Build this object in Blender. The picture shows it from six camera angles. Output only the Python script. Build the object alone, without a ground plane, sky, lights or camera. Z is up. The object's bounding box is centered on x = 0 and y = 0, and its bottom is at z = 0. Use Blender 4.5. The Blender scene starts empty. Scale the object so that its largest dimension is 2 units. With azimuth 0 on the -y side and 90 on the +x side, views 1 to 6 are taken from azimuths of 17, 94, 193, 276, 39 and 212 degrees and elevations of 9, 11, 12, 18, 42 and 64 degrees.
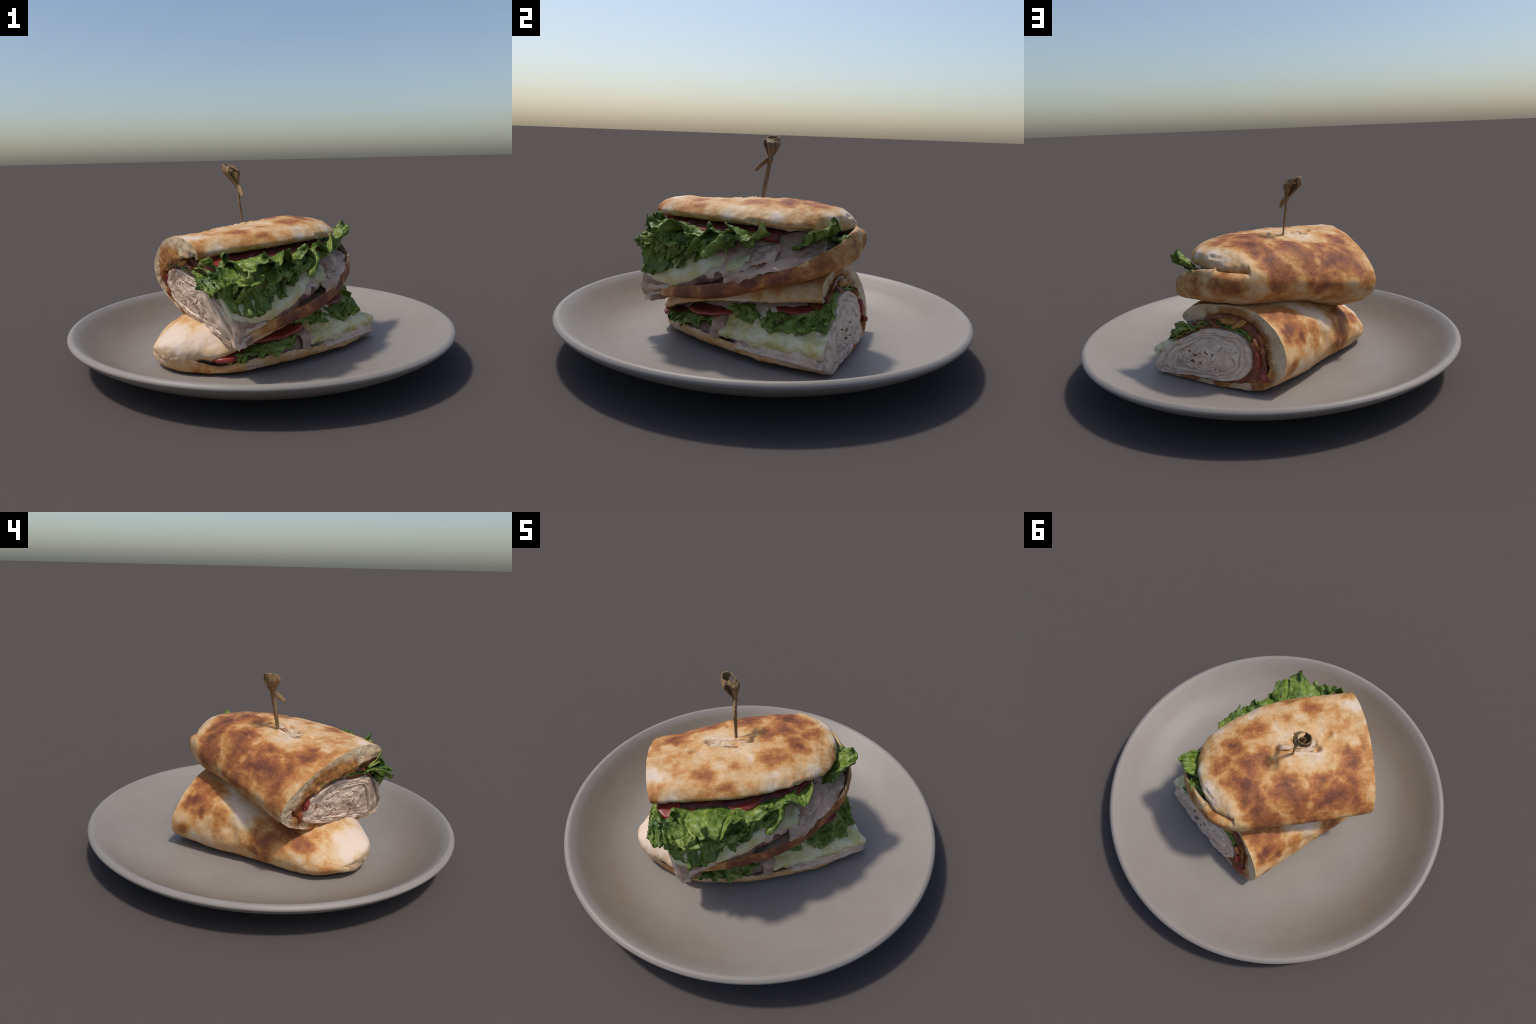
import bpy, math
import numpy as np
from mathutils import Matrix, Vector

# ------------------------------------------------------------------ helpers
def smooth(x, a=0.0, b=1.0):
    x = np.clip((np.asarray(x, float) - a) / (b - a), 0, 1)
    return x * x * (3 - 2 * x)

_rng = np.random.RandomState(7)
_PERM = _rng.permutation(512)
_GRAD = _rng.normal(size=(512, 3))
_GRAD /= np.linalg.norm(_GRAD, axis=1)[:, None]

def noise(p, freq=1.0, seed=0.0):
    """gradient noise, about -0.6..0.6"""
    p = np.asarray(p, float) * freq + np.array([13.7, 5.1, 9.3]) * (seed + 1)
    i = np.floor(p).astype(int)
    f = p - i
    w = f * f * f * (f * (f * 6 - 15) + 10)
    out = 0.0
    for dx in (0, 1):
        for dy in (0, 1):
            for dz in (0, 1):
                h = _PERM[(_PERM[(_PERM[(i[..., 0] + dx) % 512] + i[..., 1] + dy) % 512] + i[..., 2] + dz) % 512]
                g = _GRAD[h]
                d = np.stack([f[..., 0] - dx, f[..., 1] - dy, f[..., 2] - dz], -1)
                wx = w[..., 0] if dx else 1 - w[..., 0]
                wy = w[..., 1] if dy else 1 - w[..., 1]
                wz = w[..., 2] if dz else 1 - w[..., 2]
                out = out + (g * d).sum(-1) * wx * wy * wz
    return out

def fbm(p, freq=1.0, octaves=3, seed=0.0):
    return sum(noise(p, freq * 2 ** k, seed + 3 * k) / 2 ** k for k in range(octaves))

def catmull(ctrl, n, knots=None):
    """resample control points (axis 0) to n points with a cubic spline"""
    c = np.asarray(ctrl, float)
    m = len(c)
    k = np.arange(m, dtype=float) if knots is None else np.asarray(knots, float)
    t = np.linspace(k[0], k[-1], n) if np.isscalar(n) else np.asarray(n, float)
    j = np.clip(np.searchsorted(k, t, side="right") - 1, 0, m - 2)
    d = np.empty_like(c)
    kk = k.reshape((-1,) + (1,) * (c.ndim - 1))
    d[1:-1] = (c[2:] - c[:-2]) / (kk[2:] - kk[:-2])
    d[0] = (c[1] - c[0]) / (kk[1] - kk[0])
    d[-1] = (c[-1] - c[-2]) / (kk[-1] - kk[-2])
    h = k[j + 1] - k[j]
    u = ((t - k[j]) / h).reshape((-1,) + (1,) * (c.ndim - 1))
    h = h.reshape(u.shape)
    return ((2 * u**3 - 3 * u**2 + 1) * c[j] + (u**3 - 2 * u**2 + u) * h * d[j]
            + (-2 * u**3 + 3 * u**2) * c[j + 1] + (u**3 - u**2) * h * d[j + 1])

def grid_normals(P):
    ds = np.gradient(P, axis=0)
    dt = np.gradient(P, axis=1)
    n = np.cross(ds, dt)
    return n / (np.linalg.norm(n, axis=-1, keepdims=True) + 1e-12)

def unit(v):
    v = np.asarray(v, float)
    return v / (np.linalg.norm(v, axis=-1, keepdims=True) + 1e-12)

def grid_faces(ni, nj, base=0, flip=False, close_j=False):
    i, j = np.meshgrid(np.arange(ni - 1), np.arange(nj if close_j else nj - 1), indexing="ij")
    j2 = (j + 1) % nj
    q = np.stack([i * nj + j, (i + 1) * nj + j, (i + 1) * nj + j2, i * nj + j2], -1).reshape(-1, 4) + base
    return q[:, ::-1] if flip else q

def mesh_object(name, verts, faces, mat, parent=None, smooth_shade=True, weld=None):
    me = bpy.data.meshes.new(name)
    me.from_pydata([tuple(v) for v in np.asarray(verts, float).reshape(-1, 3)], [], [tuple(int(x) for x in f) for f in faces])
    if weld:
        import bmesh
        bm = bmesh.new()
        bm.from_mesh(me)
        bmesh.ops.remove_doubles(bm, verts=bm.verts, dist=weld)
        bmesh.ops.recalc_face_normals(bm, faces=bm.faces)
        bm.to_mesh(me)
        bm.free()
    me.materials.append(mat)
    if smooth_shade:
        me.polygons.foreach_set("use_smooth", [True] * len(me.polygons))
    me.update()
    ob = bpy.data.objects.new(name, me)
    bpy.context.scene.collection.objects.link(ob)
    if parent is not None:
        ob.parent = parent
    return ob

def empty(name, matrix, label, category):
    ob = bpy.data.objects.new(name, None)
    bpy.context.scene.collection.objects.link(ob)
    ob.matrix_world = matrix
    ob.empty_display_size = 0.1
    ob["label"], ob["category"] = label, category
    return ob

def slab(P, T, inward, edge=0.0, sides="abcd"):
    """closed solid from a grid surface P: thickness T along inward direction; rounded rims.
    sides: which borders are rounded (a: first row, b: last row, c: first column, d: last column)"""
    ni, nj = P.shape[:2]
    h = np.ones((ni, nj))
    if edge > 0:
        step_i = np.linalg.norm(np.diff(P, axis=0), axis=-1)
        step_j = np.linalg.norm(np.diff(P, axis=1), axis=-1)
        di = np.vstack([np.zeros((1, nj)), np.cumsum(step_i, 0)])
        dj = np.hstack([np.zeros((ni, 1)), np.cumsum(step_j, 1)])
        for s, d in (("a", di), ("b", di[-1:] - di), ("c", dj), ("d", dj[:, -1:] - dj)):
            if s in sides:
                x = np.clip(d / edge, 0, 1)
                h = np.minimum(h, np.sqrt(np.clip(1 - (1 - x) ** 2, 0, 1)))
    T = np.broadcast_to(T, (ni, nj))
    mid = P + inward * (T / 2)[..., None]
    off = inward * (T * h / 2)[..., None]
    outer, inner = mid - off, mid + off
    v = np.concatenate([outer.reshape(-1, 3), inner.reshape(-1, 3)])
    f = [grid_faces(ni, nj), grid_faces(ni, nj, ni * nj, flip=True)]
    ring = [i * nj for i in range(ni)] + [(ni - 1) * nj + j for j in range(1, nj)] + [i * nj + nj - 1 for i in range(ni - 2, -1, -1)] + [j for j in range(nj - 2, 0, -1)]
    ring = np.array(ring)
    r2 = np.roll(ring, -1)
    f.append(np.stack([r2, ring, ring + ni * nj, r2 + ni * nj], -1))
    return v, np.concatenate(f)

# ------------------------------------------------------------------ materials
class Nodes:
    def __init__(self, name):
        self.mat = bpy.data.materials.new(name)
        self.mat.use_nodes = True
        self.t = self.mat.node_tree
        self.bsdf = self.t.nodes["Principled BSDF"]
        self.coord = self.t.nodes.new("ShaderNodeTexCoord").outputs["Object"]

    def link(self, a, b):
        self.t.links.new(a, b)

    def put(self, sock, val):
        if hasattr(val, "is_linked"):
            self.link(val, sock)
        elif isinstance(val, (tuple, list)) and len(val) == 3 and sock.type == "RGBA":
            sock.default_value = (*val, 1)
        else:
            sock.default_value = val

    def noise(self, scale, detail=4, rough=0.55, vec=None, dist=0.0, colour=False):
        n = self.t.nodes.new("ShaderNodeTexNoise")
        n.inputs["Scale"].default_value, n.inputs["Detail"].default_value = scale, detail
        n.inputs["Roughness"].default_value, n.inputs["Distortion"].default_value = rough, dist
        self.link(vec or self.coord, n.inputs["Vector"])
        return n.outputs["Color" if colour else "Fac"]

    def voronoi(self, scale, vec=None, feature="F1", out="Distance"):
        n = self.t.nodes.new("ShaderNodeTexVoronoi")
        n.feature = feature
        n.inputs["Scale"].default_value = scale
        self.link(vec or self.coord, n.inputs["Vector"])
        return n.outputs[out]

    def wave(self, scale, distortion=2.0, vec=None, axis="X", detail=2.0):
        n = self.t.nodes.new("ShaderNodeTexWave")
        n.bands_direction = axis
        n.inputs["Scale"].default_value, n.inputs["Distortion"].default_value = scale, distortion
        n.inputs["Detail"].default_value = detail
        self.link(vec or self.coord, n.inputs["Vector"])
        return n.outputs["Fac"]

    def map(self, scale=(1, 1, 1), rot=(0, 0, 0), vec=None, loc=(0, 0, 0)):
        n = self.t.nodes.new("ShaderNodeMapping")
        n.inputs["Scale"].default_value, n.inputs["Rotation"].default_value = scale, rot
        n.inputs["Location"].default_value = loc
        self.link(vec or self.coord, n.inputs["Vector"])
        return n.outputs[0]

    def math(self, op, a, b=0.0, clamp=False):
        n = self.t.nodes.new("ShaderNodeMath")
        n.operation, n.use_clamp = op, clamp
        self.put(n.inputs[0], a)
        self.put(n.inputs[1], b)
        return n.outputs[0]

    def vmath(self, op, a, b):
        n = self.t.nodes.new("ShaderNodeVectorMath")
        n.operation = op
        self.put(n.inputs[0], a)
        self.put(n.inputs[1], b)
        return n.outputs["Value" if op in ("DISTANCE", "DOT_PRODUCT", "LENGTH") else "Vector"]

    def range(self, x, a, b, lo=0.0, hi=1.0, kind="SMOOTHSTEP"):
        n = self.t.nodes.new("ShaderNodeMapRange")
        n.interpolation_type = kind
        self.put(n.inputs["Value"], x)
        for k, v in zip(("From Min", "From Max", "To Min", "To Max"), (a, b, lo, hi)):
            n.inputs[k].default_value = v
        return n.outputs["Result"]

    def mix(self, fac, a, b, mode="MIX"):
        n = self.t.nodes.new("ShaderNodeMix")
        n.data_type, n.blend_type = "RGBA", mode
        self.put(n.inputs[0], fac)
        self.put(n.inputs[6], a)
        self.put(n.inputs[7], b)
        return n.outputs[2]

    def ramp(self, fac, stops):
        n = self.t.nodes.new("ShaderNodeValToRGB")
        el = n.color_ramp.elements
        while len(el) < len(stops):
            el.new(0.5)
        for e, (p, c) in zip(el, stops):
            e.position, e.color = p, (*c, 1)
        self.link(fac, n.inputs[0])
        return n.outputs[0]

    def sep(self, vec=None):
        n = self.t.nodes.new("ShaderNodeSeparateXYZ")
        self.link(vec or self.coord, n.inputs[0])
        return n.outputs

    def warp(self, scale, amount, detail=3):
        c = self.noise(scale, detail, colour=True)
        c = self.vmath("SUBTRACT", c, (0.5, 0.5, 0.5))
        c = self.vmath("MULTIPLY", c, (amount,) * 3)
        return self.vmath("ADD", self.coord, c)

    def spots(self, spots, vec, soft=0.6):
        """sum of soft round patches: (x, y, z, radius, strength)"""
        total = None
        for x, y, z, r, s in spots or [(0, 0, -9, 0.01, 0)]:
            d = self.vmath("DISTANCE", vec, (x, y, z))
            m = self.range(d, r * (1 - soft), r, s, 0.0)
            total = m if total is None else self.math("ADD", total, m)
        return 0.0 if total is None else total

    def finish(self, colour, rough=0.6, bump=None, bump_strength=0.3, bump_dist=0.01, spec=0.3, sss=0.0, sss_radius=(0.02, 0.01, 0.005)):
        b = self.bsdf
        self.put(b.inputs["Base Color"], colour)
        self.put(b.inputs["Roughness"], rough)
        b.inputs["Specular IOR Level"].default_value = spec
        if sss:
            b.inputs["Subsurface Weight"].default_value = sss
            b.inputs["Subsurface Radius"].default_value = sss_radius
            b.inputs["Subsurface Scale"].default_value = 1.0
        if bump is not None:
            n = self.t.nodes.new("ShaderNodeBump")
            n.inputs["Strength"].default_value, n.inputs["Distance"].default_value = bump_strength, bump_dist
            self.put(n.inputs["Height"], bump)
            self.link(n.outputs[0], b.inputs["Normal"])
        return self.mat

PALE, CREAM, SAND = (0.66, 0.52, 0.41), (0.62, 0.44, 0.27), (0.56, 0.33, 0.145)
GOLD, BROWN, DARK = (0.47, 0.212, 0.062), (0.32, 0.110, 0.035), (0.12, 0.038, 0.024)

def toast_material(name, brown_spots, dark_spots, pale_spots, base_level, contrast=1.0, pits=()):
    """flatbread crust: cream dough, golden to brown griddle patches, dark scorch marks, fine speckle"""
    m = Nodes(name)
    w = m.warp(9, 0.10, 6)
    w2 = m.warp(18, 0.05, 4)
    big = m.noise(6.5, 6, 0.65)
    fine = m.noise(190, 3, 0.7)
    grain = m.noise(55, 5, 0.7)
    level = m.math("ADD", m.range(big, 0.34, 0.66, -0.17 * contrast, 0.17 * contrast, "LINEAR"), base_level)
    brown = m.math("MINIMUM", m.spots([(x, y, z, r * 1.35, 0.34) for x, y, z, r in brown_spots], w, 0.98), 0.36)
    level = m.math("ADD", level, brown)
    level = m.math("SUBTRACT", level, m.math("MINIMUM", m.spots([(x, y, z, r * 1.2, 0.30) for x, y, z, r in pale_spots], w2, 0.95), 0.40))
    if dark_spots:
        level = m.math("ADD", level, m.spots([(x, y, z, r * 1.3, 0.24) for x, y, z, r in dark_spots], w, 0.95))
    vein = m.voronoi(5.5, m.warp(7, 0.16, 4), "DISTANCE_TO_EDGE")
    level = m.math("SUBTRACT", level, m.math("MULTIPLY", m.range(vein, 0.0, 0.12, 0.26, 0.0), m.math("ADD", brown, 0.15)))
    level = m.math("ADD", level, m.math("MULTIPLY", m.range(m.noise(13, 6, 0.7, m.warp(5, 0.12)), 0.34, 0.66, -0.12, 0.11, "LINEAR"), m.math("ADD", brown, 0.35)))
    streak = m.noise(1, 3, 0.6, m.map((34, 12, 30)))
    level = m.math("ADD", level, m.range(streak, 0.3, 0.7, -0.07, 0.07, "LINEAR"))
    speck = m.math("MULTIPLY", m.range(fine, 0.38, 0.62, -0.085, 0.085, "LINEAR"), m.range(level, 0.35, 0.7))
    level = m.math("ADD", level, speck)
    level = m.math("ADD", level, m.range(grain, 0.32, 0.68, -0.06, 0.06, "LINEAR"))
    level = m.math("MINIMUM", m.math("MAXIMUM", level, 0.0), 0.97)
    col = m.ramp(level, [(0.0, PALE), (0.18, CREAM), (0.36, SAND), (0.50, GOLD), (0.68, BROWN), (1.0, DARK)])
    if pits:
        col = m.mix(m.math("MINIMUM", m.spots([(x, y, z, r, 0.8) for x, y, z, r in pits], m.warp(60, 0.02), 0.8), 0.85), col, (0.20, 0.14, 0.085))  # gash and holes painted dark to deepen their inner shadow
    bump = m.math("ADD", m.math("MULTIPLY", grain, 0.6), m.math("MULTIPLY", fine, 0.4))
    return m.finish(col, 0.60, bump, 0.35, 0.006, spec=0.25)

def simple_material(name, dark, light, scale, rough=0.5, bump=0.3, spec=0.4, sss=0.0, mid=None, stretch=(1, 1, 1), lo=0.3, hi=0.7):
    m = Nodes(name)
    n = m.noise(scale, 5, 0.6, m.map(stretch))
    stops = [(lo, dark), (hi, light)] if mid is None else [(lo, dark), ((lo + hi) / 2, mid), (hi, light)]
    col = m.ramp(n, stops)
    b = m.noise(scale * 4, 4, 0.6)
    return m.finish(col, rough, b, bump, 0.006, spec, sss)

# ------------------------------------------------------------------ frames
# Each sandwich half is described in its own frame: "a" runs along the roll, "b" towards the
# open side, "z" up.  Mesh coordinates are (b, a, z), which is right-handed.
def frame(a_dir, origin):
    ax, ay = a_dir / np.linalg.norm(a_dir)
    return Matrix(((ay, ax, 0, origin[0]), (-ax, ay, 0, origin[1]), (0, 0, 1, 0), (0, 0, 0, 1)))

def L(p):
    return np.asarray(p, float)[..., [1, 0, 2]]

# ------------------------------------------------------------------ bread: a folded roll
def bread(parent, upper, lower, T_up, T_lo, slit, crust_mat, crumb_mat, seed, sign, dents=(), edge=0.045, ns=130, nt=64, bulge=0.006, end_thin=0.25):
    """upper / lower: control nets [station][point](a, b, z) of the outer surface from the lip over
    the top to the fold, and from the fold under the roll to the lower rim."""
    k_s = np.linspace(0, 1, len(upper))
    nets = [np.asarray(upper, float), np.asarray(lower, float)]
    lengths = [np.r_[0, np.cumsum(np.linalg.norm(np.diff(n_, axis=1), axis=-1).mean(0))] for n_ in nets]
    ev = [np.linspace(0, k[-1], nt) for k in lengths]
    U, V = [catmull(catmull(n_, ns, k_s).transpose(1, 0, 2), e, k).transpose(1, 0, 2) for n_, e, k in zip(nets, ev, lengths)]
    # where the fold is whole, one curve runs round it without a break
    n_all = np.concatenate([nets[0][:, :-1], (nets[0][:, -1:] + nets[1][:, :1]) / 2, nets[1][:, 1:]], 1)
    k_all = np.r_[lengths[0], lengths[0][-1] + lengths[1][1:]]
    W = catmull(catmull(n_all, ns, k_s).transpose(1, 0, 2), np.r_[ev[0], lengths[0][-1] + ev[1][1:]], k_all).transpose(1, 0, 2)
    s = np.linspace(0, 1, ns)
    join = (1 - smooth(s, slit, slit + 0.10))[:, None, None]
    U = U * (1 - join) + W[:, :nt] * join
    V = V * (1 - join) + W[:, nt - 1:] * join
    whole = (s <= slit)[:, None]
    m_ = (U[:, -1] + V[:, 0]) / 2
    U[:, -1], V[:, 0] = np.where(whole, m_, U[:, -1]), np.where(whole, m_, V[:, 0])
    C = np.concatenate([U, V[:, 1:]], 1)
    N = sign * grid_normals(C)
    own = smooth(s, slit - 0.01, slit + 0.02)[:, None, None]
    for m_ in (N, ):
        m_[-7:] = m_[-8]
    Nu = unit(N[:, :nt] * (1 - own) + sign * grid_normals(U) * own)
    Nv = unit(N[:, nt - 1:] * (1 - own) + sign * grid_normals(V) * own)
    crust_v, crust_f, crumb_v, crumb_f = [], [], [], []
    nb = 0
    for half, (P, n, T) in enumerate(((U, Nu, T_up), (V, Nv, T_lo))):
        t = np.linspace(0, 1, nt)
        Tt = np.interp(t, np.linspace(0, 1, len(T)), T)[None, :] * (1 - end_thin * smooth(s, 0.72, 1.0))[:, None]
        step_s = np.linalg.norm(np.diff(P, axis=0), axis=-1)
        step_t = np.linalg.norm(np.diff(P, axis=1), axis=-1)
        to_end = np.vstack([np.cumsum(step_s[::-1], 0)[::-1], np.zeros((1, nt))])
        along = np.hstack([np.zeros((ns, 1)), np.cumsum(step_t, 1)])
        lip = along if half == 0 else along[:, -1:] - along
        fold = along[:, -1:] - along if half == 0 else along
        arc = lambda d: np.sqrt(np.clip(1 - (1 - np.clip(d / edge, 0, 1)) ** 2, 0, 1))
        open_fold = smooth(s, slit - 0.005, slit + 0.03)[:, None]
        h = np.minimum(np.minimum(arc(to_end), arc(lip)), np.maximum(arc(fold), 1 - open_fold))
        p = L(P)
        lump = bulge * fbm(p, 9, 3, seed) + bulge * 0.45 * fbm(p, 30, 2, seed + 5)
        rag = (0.006 + 0.006 * (1 - np.clip(lip / 0.03, 0, 1))) * fbm(p, 34, 2, seed + 9) * (1 - np.clip(np.minimum(lip, to_end) / 0.05, 0, 1))
        for (q0, q1, width, depth) in dents:
            q0, q1 = np.array(q0), np.array(q1)
            e = q1 - q0
            u = np.clip(((p - q0) @ e) / (e @ e + 1e-9), 0, 1)
            d = np.linalg.norm(p - q0 - u[..., None] * e, axis=-1) + 0.35 * width * noise(p, 45, seed + 11)
            lump = lump - depth * np.exp(-(d / width) ** 2) + 0.25 * depth * np.exp(-((d - 2 * width) / width) ** 2)
        outer = P - n * (Tt * (1 - h) / 2 - lump - rag)[..., None]
        crumby = 0.010 * fbm(p, 28, 3, seed + 2)
        inner = P - n * (Tt * (1 + h) / 2 - crumby * h - rag)[..., None]
        inner = np.where((h < 1e-6)[..., None], outer, inner)
        crust_v.append(outer.reshape(-1, 3))
        crust_f.append(grid_faces(ns, nt, nb, flip=sign > 0))
        # crumb: inner face, cut face, and the strips along the rims
        rows = 9
        cap = outer[0][None] * (1 - np.linspace(0, 1, rows)[:, None, None]) + inner[0][None] * np.linspace(0, 1, rows)[:, None, None]
        bump = fbm(L(cap), 38, 3, seed + 4) * 0.011 + 0.006 * fbm(L(cap), 12, 2, seed + 8)
        bump *= np.minimum(1, np.minimum(np.arange(rows), rows - 1 - np.arange(rows)) / 2)[:, None]
        cap[..., 0] += bump * (-1 if C[0, :, 0].mean() < C[-1, :, 0].mean() else 1)
        base = sum(len(v) for v in crumb_v)
        crumb_v.append(np.concatenate([inner.reshape(-1, 3), cap.reshape(-1, 3)]))
        crumb_f.append(grid_faces(ns, nt, base, flip=sign < 0))
        crumb_f.append(grid_faces(rows, nt, base + ns * nt, flip=sign < 0))
        nb += ns * nt
    crust = mesh_object("bread_crust", L(np.concatenate(crust_v)), np.concatenate(crust_f), crust_mat, parent, weld=2e-5)
    crumb = mesh_object("bread_crumb", L(np.concatenate(crumb_v)), np.concatenate(crumb_f), crumb_mat, parent, weld=2e-5)
    return crust, crumb, U, V

# ------------------------------------------------------------------ soft fillings
def loft(sections, n_along, n_round, knots=None):
    """closed sections [station][point](a,b,z) -> tube grid (n_along, n_round)"""
    S = np.asarray(sections, float)
    P = catmull(S, n_along, knots)
    wrap = np.concatenate([P[:, -2:], P, P[:, :3]], 1).transpose(1, 0, 2)
    m = S.shape[1]
    t = 2 + np.arange(n_round) * m / n_round
    return catmull(wrap, t, np.arange(m + 5, dtype=float)).transpose(1, 0, 2)

def tube_mesh(P, rows=6, cap_bump=None):
    """tube grid with domed-in caps at both ends"""
    ni, nj = P.shape[:2]
    v, f = [P.reshape(-1, 3)], [grid_faces(ni, nj, close_j=True)]
    base = ni * nj
    for end in (0, -1):
        ring = P[end]
        c = ring.mean(0)
        k = np.linspace(1, 0.02, rows)[1:]
        disc = c + (ring - c)[None] * k[:, None, None]
        if cap_bump is not None:
            disc = disc + cap_bump(disc, end)
        v.append(disc.reshape(-1, 3))
        first = (0 if end == 0 else (ni - 1) * nj)
        j = np.arange(nj)
        j2 = (j + 1) % nj
        q = np.stack([first + j, first + j2, base + j2, base + j], -1)
        f.append(q if end == 0 else q[:, ::-1])
        f.append(grid_faces(rows - 1, nj, base, flip=end == 0, close_j=True))
        tip = base + (rows - 1) * nj
        v.append(disc[-1].mean(0)[None])
        f3 = np.stack([base + (rows - 2) * nj + j, base + (rows - 2) * nj + j2, np.full(nj, tip)], -1)
        f.append(f3 if end == 0 else f3[:, ::-1])
        base = tip + 1
    return np.concatenate(v), [tuple(x) for g in f for x in g]

def draped(name, parent, net, thick, mat, seed, lump=0.008, n=(90, 40), edge=0.015, freq=16, out_dir=(0, 1, 0.3), rag=0.012):
    """a soft slice: control net -> thick rounded sheet with lumps and an uneven rim"""
    P = catmull(np.asarray(net, float), n[0])
    P = catmull(P.transpose(1, 0, 2), n[1]).transpose(1, 0, 2)
    N = grid_normals(P)
    if (N * np.asarray(out_dir, float)).sum() < 0:
        N = -N
    t = np.linspace(0, 1, n[1])[None, :, None]
    down = unit(np.gradient(P, axis=1))
    P = P + down * (rag * fbm(L(P[:, -1:]), 18, 3, seed))[..., None] * t**3
    P = P + N * (lump * fbm(L(P), freq, 3, seed))[..., None]
    v, f = slab(P, thick, -N, edge)
    return mesh_object(name, L(v), f, mat, parent, weld=1e-5)

def ruffled(name, parent, root, tip, mat, seed, waves=7, amp=0.05, arch=0.0, n=(260, 36), thick=0.005, teeth=0.16, swirl=0.5, warp=0.03, crest=None, power=1.3):
    """frilly lettuce leaf: a sheet from a root curve to a tip curve whose outer rim is longer than
    its root and so folds to and fro in lobes, with a toothed margin"""
    R, E = catmull(root, n[0]), catmull(tip, n[0])
    u = np.linspace(0, 1, n[0])
    v = np.linspace(0, 1, n[1])
    x = np.stack([u * waves, np.full_like(u, seed * 7.3), u * 0], -1)
    ext = 1 + teeth * (1.3 * noise(x, 1.3, seed) + 0.7 * noise(x, 4.1, seed + 2))
    ext *= 0.55 + 0.45 * np.sin(np.pi * np.clip(u * 0.96 + 0.02, 0, 1)) ** 0.5
    Eu = R + (E - R) * ext[:, None]
    P = R[:, None] * (1 - v)[None, :, None] + Eu[:, None] * v[None, :, None]
    if crest is not None:                      # the leaf rises over a crest and droops
        M = catmull(crest, n[0])[:, None]
        vv_ = v[None, :, None]
        P = (1 - vv_) ** 2 * R[:, None] + 2 * vv_ * (1 - vv_) * M + vv_ ** 2 * Eu[:, None]
    P[..., 2] += arch * (4 * v * (1 - v))[None, :]
    N = grid_normals(P)
    A = unit(np.gradient(P, axis=0))
    uv = np.stack(np.broadcast_arrays(u[:, None] * waves, v[None, :] * 1.6, seed * 3.1), -1)
    ph = 2 * np.pi * waves * u[:, None] + 2.6 * noise(uv, 0.8, seed + 4) * 2 + seed
    w = v[None, :] ** power
    a1 = 1 + 1.1 * noise(uv, 0.7, seed + 6)
    off = amp * w * a1 * np.sin(ph) + 0.4 * amp * w * v[None, :] * np.sin(2.63 * ph + 1.3 + 3 * noise(uv, 1.3, seed + 8))
    side = swirl * amp * w * a1 * np.sin(2 * ph + 0.6)
    P = P + N * off[..., None] + A * side[..., None]
    p = L(P)
    wv = np.stack([fbm(p, 7, 2, seed + k) for k in (11, 12, 13)], -1)[..., [1, 0, 2]]
    P = P + wv * (warp * (0.25 + v)[None, :, None])
    wr = fbm(L(P), 24, 3, seed + 1) * 0.014 * (0.35 + v[None, :])
    P = P + grid_normals(P) * wr[..., None]
    vv, ff = slab(P, thick, -grid_normals(P), thick * 1.5)
    return mesh_object(name, L(vv), ff, mat, parent, weld=1e-6)

def strip(name, parent, path, cut, thick, depth, proud, mat, seed, wiggle=0.006, freq=18, n=70, inward=1.0):
    """a slice seen edge-on in a cut face: a path (b, z) swept inward from the cut plane"""
    q = catmull(np.asarray(path, float), n)
    seg = np.r_[0, np.cumsum(np.linalg.norm(np.diff(q, axis=0), axis=1))]
    q = np.stack([np.interp(np.linspace(0, seg[-1], n), seg, q[:, k]) for k in (0, 1)], -1)
    t3 = np.concatenate([q, np.full((n, 1), seed * 1.7)], 1)
    tan = unit(np.gradient(q, axis=0))
    nor = np.stack([-tan[:, 1], tan[:, 0]], -1)
    q = q + nor * (wiggle * 2 * fbm(t3, freq, 2, seed))[:, None]
    rows = np.linspace(0, 1, 9)
    front = -proud + 0.010 * noise(t3, 14, seed + 3)
    P = np.empty((n, 9, 3))
    P[..., 1], P[..., 2] = q[:, None, 0], q[:, None, 1]
    P[..., 0] = (cut(q[:, 0], q[:, 1])[:, None] + inward * (front[:, None] + depth * rows[None, :]))
    P[..., 1:] += 0.006 * np.stack([fbm(P, 12, 2, seed + 4), fbm(P, 12, 2, seed + 5)], -1)
    th = thick * (1 + 0.9 * noise(t3, 11, seed + 7))[:, None] * np.ones((1, 9))
    N = grid_normals(P)
    v, f = slab(P - N * (th / 2)[..., None], th, N, thick * 0.42)
    return mesh_object(name, L(v), f, mat, parent, weld=1e-6)

def blob(name, parent, centre, radii, turn, mat, seed, lump=0.25):
    """irregular lump: squashed sphere, axes (a, b, z), turned in the b-z plane"""
    th = np.linspace(0, np.pi, 22)[:, None]
    ph = np.linspace(0, 2 * np.pi, 36, endpoint=False)[None]
    d = np.stack([np.cos(th) + 0 * ph, np.sin(th) * np.cos(ph), np.sin(th) * np.sin(ph)], -1)
    r = 1 + lump * 1.6 * fbm(d + seed * 3.7, 1.6, 2, seed) + lump * 0.6 * noise(d + seed, 5, seed)
    q = d * r[..., None] * np.asarray(radii)
    c, s_ = np.cos(turn), np.sin(turn)
    q = np.stack([q[..., 0], c * q[..., 1] - s_ * q[..., 2], s_ * q[..., 1] + c * q[..., 2]], -1)
    return mesh_object(name, L(q + np.asarray(centre)), grid_faces(22, 36, close_j=True), mat, parent, weld=1e-6)

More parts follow.
